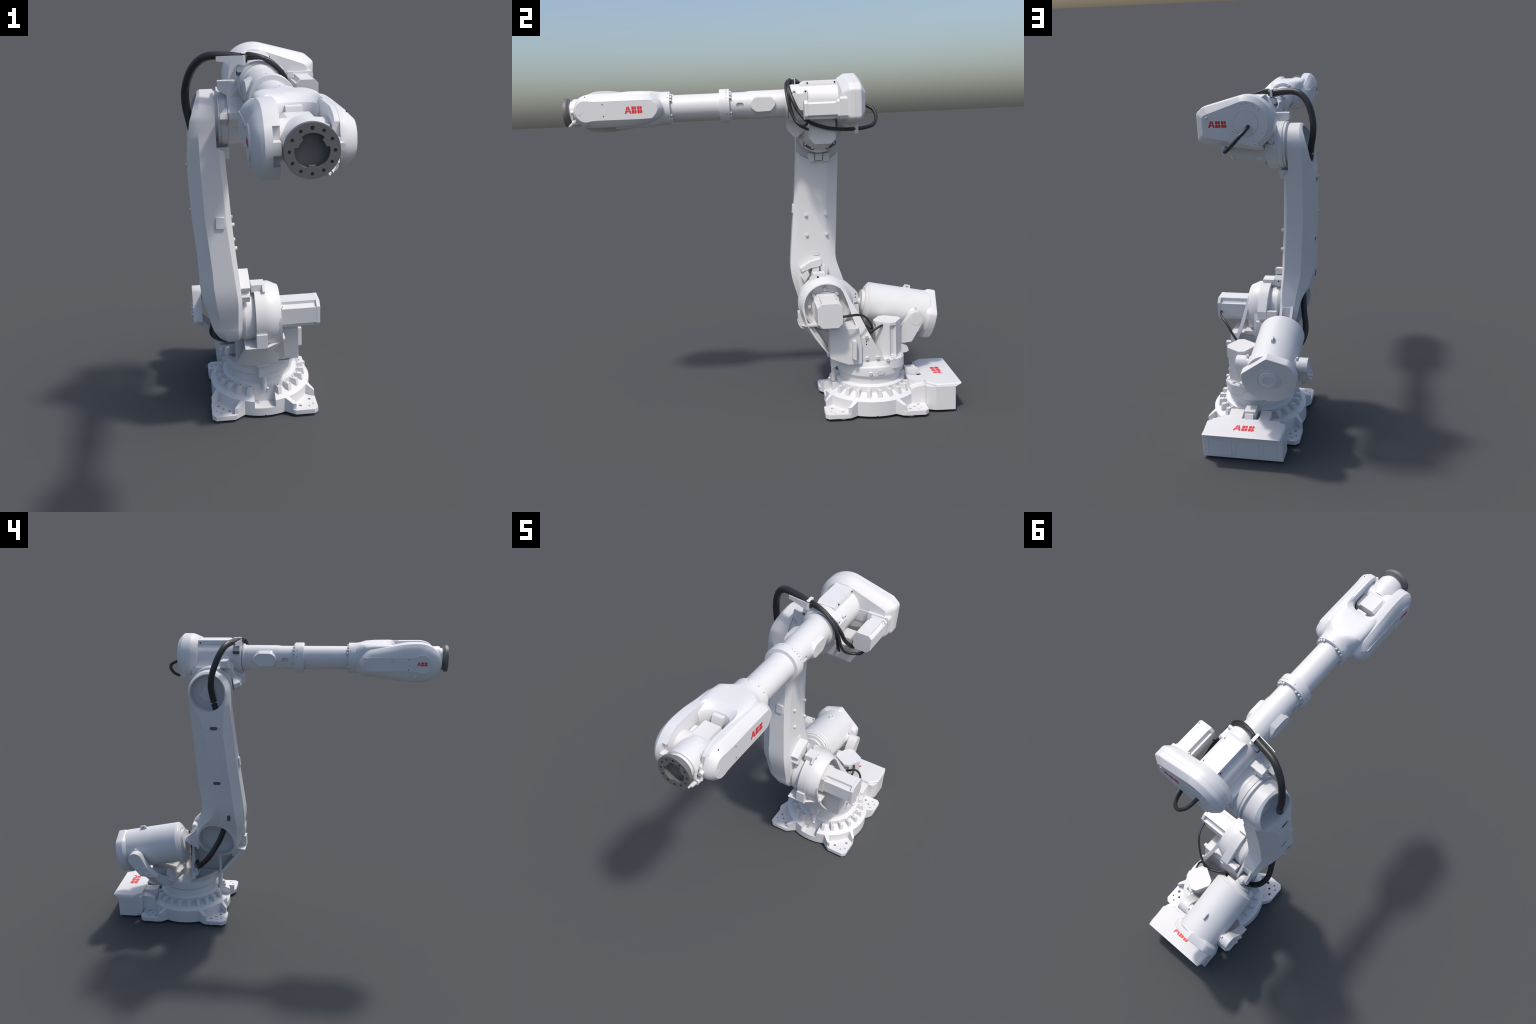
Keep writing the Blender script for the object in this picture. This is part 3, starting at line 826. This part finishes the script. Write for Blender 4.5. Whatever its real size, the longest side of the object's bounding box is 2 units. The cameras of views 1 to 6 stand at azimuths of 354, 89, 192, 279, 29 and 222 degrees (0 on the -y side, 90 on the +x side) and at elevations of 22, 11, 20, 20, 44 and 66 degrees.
# fork opening, rounded at its rear end
def slot_ring(z, back, wid):
    xm = .034
    pts = round_poly([(xm - wid, -1.1), (xm - wid, back), (xm + wid, back), (xm + wid, -1.1)], [0, .066, .066, 0], 10)
    return [(x, y, z) for x, y in pts]
cut(wrist, loft([slot_ring(1.50, -.64, .085), slot_ring(1.57, -.68, .072), slot_ring(1.62, -.698, .069), slot_ring(1.69, -.698, .069), slot_ring(1.72, -.685, .071), slot_ring(1.735, -.666, .078), slot_ring(1.744, -.648, .087), slot_ring(1.80, -.60, .11)]), angle=27)
O_L = [(-.515, 1.647), (-.525, 1.670), (-.548, 1.700), (-.581, 1.717), (-.672, 1.731), (-.766, 1.747), (-.849, 1.749), (-.897, 1.736), (-.927, 1.714),
       (-.950, 1.688), (-.960, 1.650), (-.952, 1.609), (-.928, 1.575), (-.901, 1.552), (-.865, 1.543), (-.776, 1.543), (-.728, 1.550), (-.578, 1.573), (-.540, 1.590), (-.521, 1.620)]
P_L = [(-.550, 1.646), (-.558, 1.668), (-.578, 1.682), (-.797, 1.684)] + [(-.855 + .052 * cos(radians(a)), 1.646 + .052 * sin(radians(a))) for a in range(75, 286, 15)] + \
      [(-.801, 1.607), (-.581, 1.607), (-.560, 1.620)]
O_R = [(-.490, 1.655), (-.500, 1.684), (-.524, 1.704), (-.569, 1.722), (-.679, 1.733), (-.836, 1.735), (-.866, 1.733), (-.904, 1.720), (-.925, 1.694), (-.940, 1.653),
       (-.933, 1.614), (-.901, 1.583), (-.872, 1.570), (-.654, 1.570), (-.554, 1.585), (-.513, 1.608), (-.494, 1.637)]
P_R = [(-.513, 1.654), (-.520, 1.672), (-.538, 1.686), (-.567, 1.697), (-.816, 1.698), (-.869, 1.703), (-.894, 1.698), (-.912, 1.684), (-.921, 1.664), (-.920, 1.631),
       (-.897, 1.604), (-.868, 1.596), (-.816, 1.602), (-.570, 1.602), (-.535, 1.613), (-.515, 1.638)]
NN = 96
def shift(pts, d):
    """Inset an outline towards its middle line."""
    cy, cz = -.72, 1.648
    return [(cy + (y - cy) * (1 - d / .2), cz + (z - cz) * (1 - d / .09)) for y, z in pts]
def smooth_closed(pts, n=5):
    m, out = len(pts), []
    for i in range(m):
        a, b, c, d = (Vector(pts[(i + k - 1) % m]) for k in range(4))
        for k in range(n):
            t = k / n
            out.append(tuple(.5 * (2 * b + (c - a) * t + (2 * a - 5 * b + 4 * c - d) * t * t + (3 * b - a - 3 * c + d) * t ** 3)))
    return out
oL, pL, oR, pR = [resample(smooth_closed(q), NN) for q in (O_L, P_L, O_R, P_R)]
def xr(pts, x):
    return [(x, y, z) for y, z in pts]
mixo = lambda a, b, t: [(p[0] * (1 - t) + q[0] * t, p[1] * (1 - t) + q[1] * t) for p, q in zip(a, b)]
grow = lambda q: [(y, 1.648 + (z - 1.648) * (1.058 if z > 1.648 else 1.0)) for y, z in q]
arml = finish("wrist_fork", loft([xr(grow(oL), -.036), xr(grow(oL), -.056), xr(mixo(oL, grow(oL), .35), -.078), xr(mixo(oL, pL, .15), -.0885), xr(mixo(oL, pL, .33), -.0962), xr(mixo(oL, pL, .53), -.1022), xr(mixo(oL, pL, .76), -.1070), xr(pL, -.1100), xr(shift(pL, .0004), -.1126)]), WHITE, wrist, angle=13)
cut(arml, box(-.057, -.02, -1.0, -.930, 1.667, 1.706), box(-.057, -.02, -1.0, -.930, 1.600, 1.632), angle=13)
armr = finish("wrist_fork", loft([xr(shift(oR, .006), .104), xr(oR, .108), xr(oR, .1215)]), WHITE, wrist, angle=26)
cvr = finish("wrist_cover", loft([xr(oR, .1222), xr(oR, .135), xr(mixo(oR, pR, .4), .153), xr(pR, .1690), xr(shift(pR, .003), .1700)]), WHITE, wrist, angle=26)
cut(armr, box(.095, .1375, -1.0, -.918, 1.668, 1.706), box(.095, .1375, -1.0, -.918, 1.598, 1.632), angle=26)
ring_bolts(-.458, .0745, wrist)
dots("bolt_hole", [((FX + .0846 * cos(t), -.467, FZ + .0846 * sin(t)), (cos(t), 0, sin(t)), .002) for t in map(radians, (38, 60, 95, 142, 330, 215))], wrist)
dots("bolt_hole", [((.1702, y, z), (1, 0, 0), .0028) for y, z in ((-.785, 1.681), (-.783, 1.623))] +
                  [((.150, -.873, 1.7225), (.5, 0, .86), .0026), ((.150, -.737, 1.7205), (.5, 0, .86), .0026), ((.150, -.866, 1.58), (.5, 0, -.86), .0026), ((.150, -.737, 1.583), (.5, 0, -.86), .0026)] +
                  [((-.1127, y, z), (-1, 0, 0), .0026) for y, z in ((-.783, 1.673), (-.783, 1.617))], wrist)
finish("fork_disc", turn((-.1125, -.857, 1.646), (-1, 0, 0), [(-.003, .0475), (.0016, .0475), (.002, .046)], 56), WHITE, wrist)
for y, z, x in ((-.698, 1.669, -.1128), (-.818, 1.582, -.1065)):
    finish("plug", turn((x, y, z), (-1, 0, 0), [(-.01, .0118), (.0015, .0118), (.0018, .0105), (.0005, .0095), (.0005, .006), (.0018, .0055), (.0018, .003)], 28), WHITE, wrist)
finish("plug", turn((.170, -.903, 1.645), (1, 0, 0), [(-.003, .011), (.0008, .011), (.001, .009)], 24), WHITE, wrist)
lettering((.1702, -.676, 1.6315), (0, 1, 0), (0, 0, 1), .088, .0345, wrist)
lettering((-.1146, -.827, 1.6385), (0, -1, 0), (0, 0, 1), .0555, .0215, wrist)
finish("fork_block", loft([[(.011, -.70, 1.68), (.060, -.70, 1.68), (.060, -.72, 1.67), (.011, -.72, 1.67)],
                           [(.011, -.690, 1.714), (.060, -.690, 1.714), (.060, -.706, 1.712), (.011, -.706, 1.712)]]), WHITE, wrist, bevel=.001)

# wrist joint between the fork arms
wj = finish("wrist_joint", turn((FX, 0, FZ), 'y', [(-.84, .03), (-.84, .060), (-.875, .067), (-.950, .0675), (-.956, .065), (-.957, .0575), (-.970, .0575), (-.970, .02)], 56))
jb = [(.0, 1.702), (.074, 1.702), (.077, 1.688), (.094, 1.686), (.094, 1.615), (.074, 1.60), (.0, 1.60), (-.012, 1.612), (-.012, 1.690)]
finish("joint_body", loft([[(x, -.738, z) for x, z in jb], [(x, -.90, z) for x, z in jb]]), WHITE, wj, bevel=.0015)
finish("joint_hub", turn((0, -.850, 1.649), 'x', [(-.037, .04), (-.036, .056), (-.02, .058), (.005, .058), (.07, .058), (.095, .056), (.105, .055), (.105, .03)], 48), WHITE, wj)
for x0, x1, z in ((-.012, .020, 1.690), (.075, .100, 1.688)):
    finish("joint_lug", box(x0, x1, -.905, -.875, 1.66, z + .008), WHITE, wj, bevel=.002)
finish("joint_side", box(-.034, .0, -.86, -.76, 1.615, 1.683), WHITE, wj, bevel=.008)
finish("joint_side", box(.075, .1, -.86, -.745, 1.61, 1.688), WHITE, wj, bevel=.006)
# grease fittings at the lower right
bm = bmesh.new()
add_rod(bm, (.118, -.925, 1.650), (.122, -.955, 1.648), .0095)
add_rod(bm, (.100, -.935, 1.665), (.098, -.952, 1.625), .0055)
add_rod(bm, (.098, -.95, 1.64), (.097, -.953, 1.615), .008)
add_rod(bm, (.100, -.91, 1.600), (.100, -.955, 1.598), .014)
add_rod(bm, (.104, -.94, 1.602), (.088, -.968, 1.584), .009)
add_rod(bm, (.092, -.96, 1.590), (.080, -.978, 1.579), .006)
add_rod(bm, (.112, -.925, 1.63), (.112, -.938, 1.60), .008)
finish("grease_fitting", bm, WHITE, wj)

# tool flange: dark ring with a notched bore and twelve threaded holes
def bore(n=120):
    pts = []
    for k in range(n):
        t = 2 * pi * k / n
        r = .0458
        for a0, a1, rr in ((256, 284, .0380), (129, 166, .0368), (13, 45, .0368)):
            if radians(a0) <= t <= radians(a1):
                r = rr
        pts.append((r * cos(t), r * sin(t)))
    return pts
N = 120
circle = lambda r: [(r * cos(2 * pi * k / N), r * sin(2 * pi * k / N)) for k in range(N)]
def fring(pts, y):
    return [(FX + x, y, FZ + z) for x, z in pts]
flange = finish("tool_flange", loft([fring(circle(.058), -.968), fring(circle(.058), -.972), fring(circle(.0725), -.984), fring(circle(.0730), -.9985),
                fring(circle(.0722), -1.0), fring(bore(), -1.0), fring(bore(), -.990), fring(circle(.0465), -.9895), fring(circle(.0465), -.965)]), STEEL)
finish("bore_floor", turn((FX, -.972, FZ), 'y', [(-.002, .047), (.003, .047)], 48), STEEL, flange)
dots("bolt_hole", [((FX + .0585 * cos(t), -1.0, FZ + .0585 * sin(t)), (0, -1, 0), .0046 if k != 3 else .0054) for k, t in [(k, 2 * pi * k / 12) for k in range(12)]], flange, proud=.0002)

# ========================================================= HOSES, CABLES
finish("hose", sweep([(-.012, .164, 1.754), (-.031, .167, 1.755), (-.079, .179, 1.762), (-.122, .188, 1.765), (-.159, .199, 1.764), (-.191, .214, 1.753), (-.219, .230, 1.729),
      (-.240, .246, 1.697), (-.255, .261, 1.657), (-.263, .273, 1.62), (-.265, .280, 1.584), (-.262, .284, 1.545), (-.254, .281, 1.504), (-.246, .274, 1.460)], .0172), DARK)
finish("hose", sweep([(-.247, .272, 1.446), (-.242, .268, 1.425), (-.235, .262, 1.395), (-.225, .258, 1.36)], .0168), DARK)
finish("hose", sweep([(-.178, .262, .648), (-.182, .271, .623), (-.184, .287, .584), (-.191, .312, .539), (-.200, .338, .497), (-.203, .366, .458), (-.194, .395, .425),
      (-.172, .425, .393), (-.125, .452, .369), (-.06, .468, .36)], .0168), DARK)
finish("cable", sweep([(.023, .505, 1.639), (.031, .545, 1.624), (.040, .568, 1.612), (.054, .584, 1.599), (.075, .592, 1.576), (.092, .591, 1.559), (.113, .583, 1.538), (.133, .566, 1.522), (.146, .541, 1.514),
      (.156, .505, 1.508), (.173, .451, 1.506), (.179, .394, 1.508), (.181, .33, 1.518), (.182, .287, 1.531), (.184, .254, 1.545), (.180, .228, 1.560), (.168, .208, 1.582),
      (.155, .187, 1.613), (.146, .170, 1.650), (.128, .158, 1.684), (.100, .149, 1.719), (.063, .145, 1.746), (.03, .148, 1.760), (-.002, .156, 1.762), (-.03, .166, 1.756)], .0095, 14), DARK)
finish("cable", sweep([(.243, .235, 1.575), (.240, .228, 1.550), (.228, .222, 1.538), (.206, .216, 1.534), (.184, .198, 1.538), (.164, .177, 1.557), (.154, .157, 1.595), (.148, .143, 1.638),
      (.131, .136, 1.685), (.104, .134, 1.719), (.068, .137, 1.746), (.03, .144, 1.755), (-.025, .160, 1.752)], .0072, 12), DARK)
finish("cable", sweep([(.085, .262, 1.508), (.105, .244, 1.512), (.119, .223, 1.520), (.131, .201, 1.532), (.137, .180, 1.552), (.136, .164, 1.585), (.133, .153, 1.630), (.122, .146, 1.680),
      (.100, .145, 1.722), (.06, .148, 1.752), (.0, .158, 1.770), (-.02, .165, 1.768)], .0072, 12), DARK)
finish("cable", sweep([(.278, .366, .561), (.278, .385, .561), (.270, .417, .562), (.252, .450, .559), (.229, .478, .549), (.204, .502, .530), (.183, .520, .506), (.156, .538, .475),
      (.126, .549, .446), (.100, .543, .436), (.070, .532, .438), (.030, .512, .440), (.0, .503, .43)], .0065, 12), DARK)
finish("cable", sweep([(.148, .604, .468), (.160, .590, .467), (.167, .572, .461), (.172, .552, .450), (.166, .538, .434), (.145, .538, .424), (.110, .538, .420), (.070, .526, .424), (.030, .508, .425), (.0, .502, .415)], .0062, 12), DARK)
finish("hose", sweep([(.012, .507, .452), (.006, .505, .44), (.0, .503, .42), (-.004, .502, .37), (-.02, .498, .32)], .0135), DARK)
finish("hose_clip", loft([[(-.165, .44, .385), (-.135, .46, .385), (-.135, .464, .385), (-.165, .444, .385)],
                          [(-.165, .44, .335), (-.135, .46, .335), (-.135, .464, .335), (-.165, .444, .335)]]), WHITE, housing)
finish("hose_clip", box(-.19, -.10, .435, .47, .335, .345), WHITE, housing, bevel=.002)

# area-weighted shading so that flat panels stay flat
for ob in COL.objects:
    if ob.type == 'MESH':
        w = ob.modifiers.new("flat_faces", 'WEIGHTED_NORMAL')
        w.keep_sharp = True
        w.weight = 90
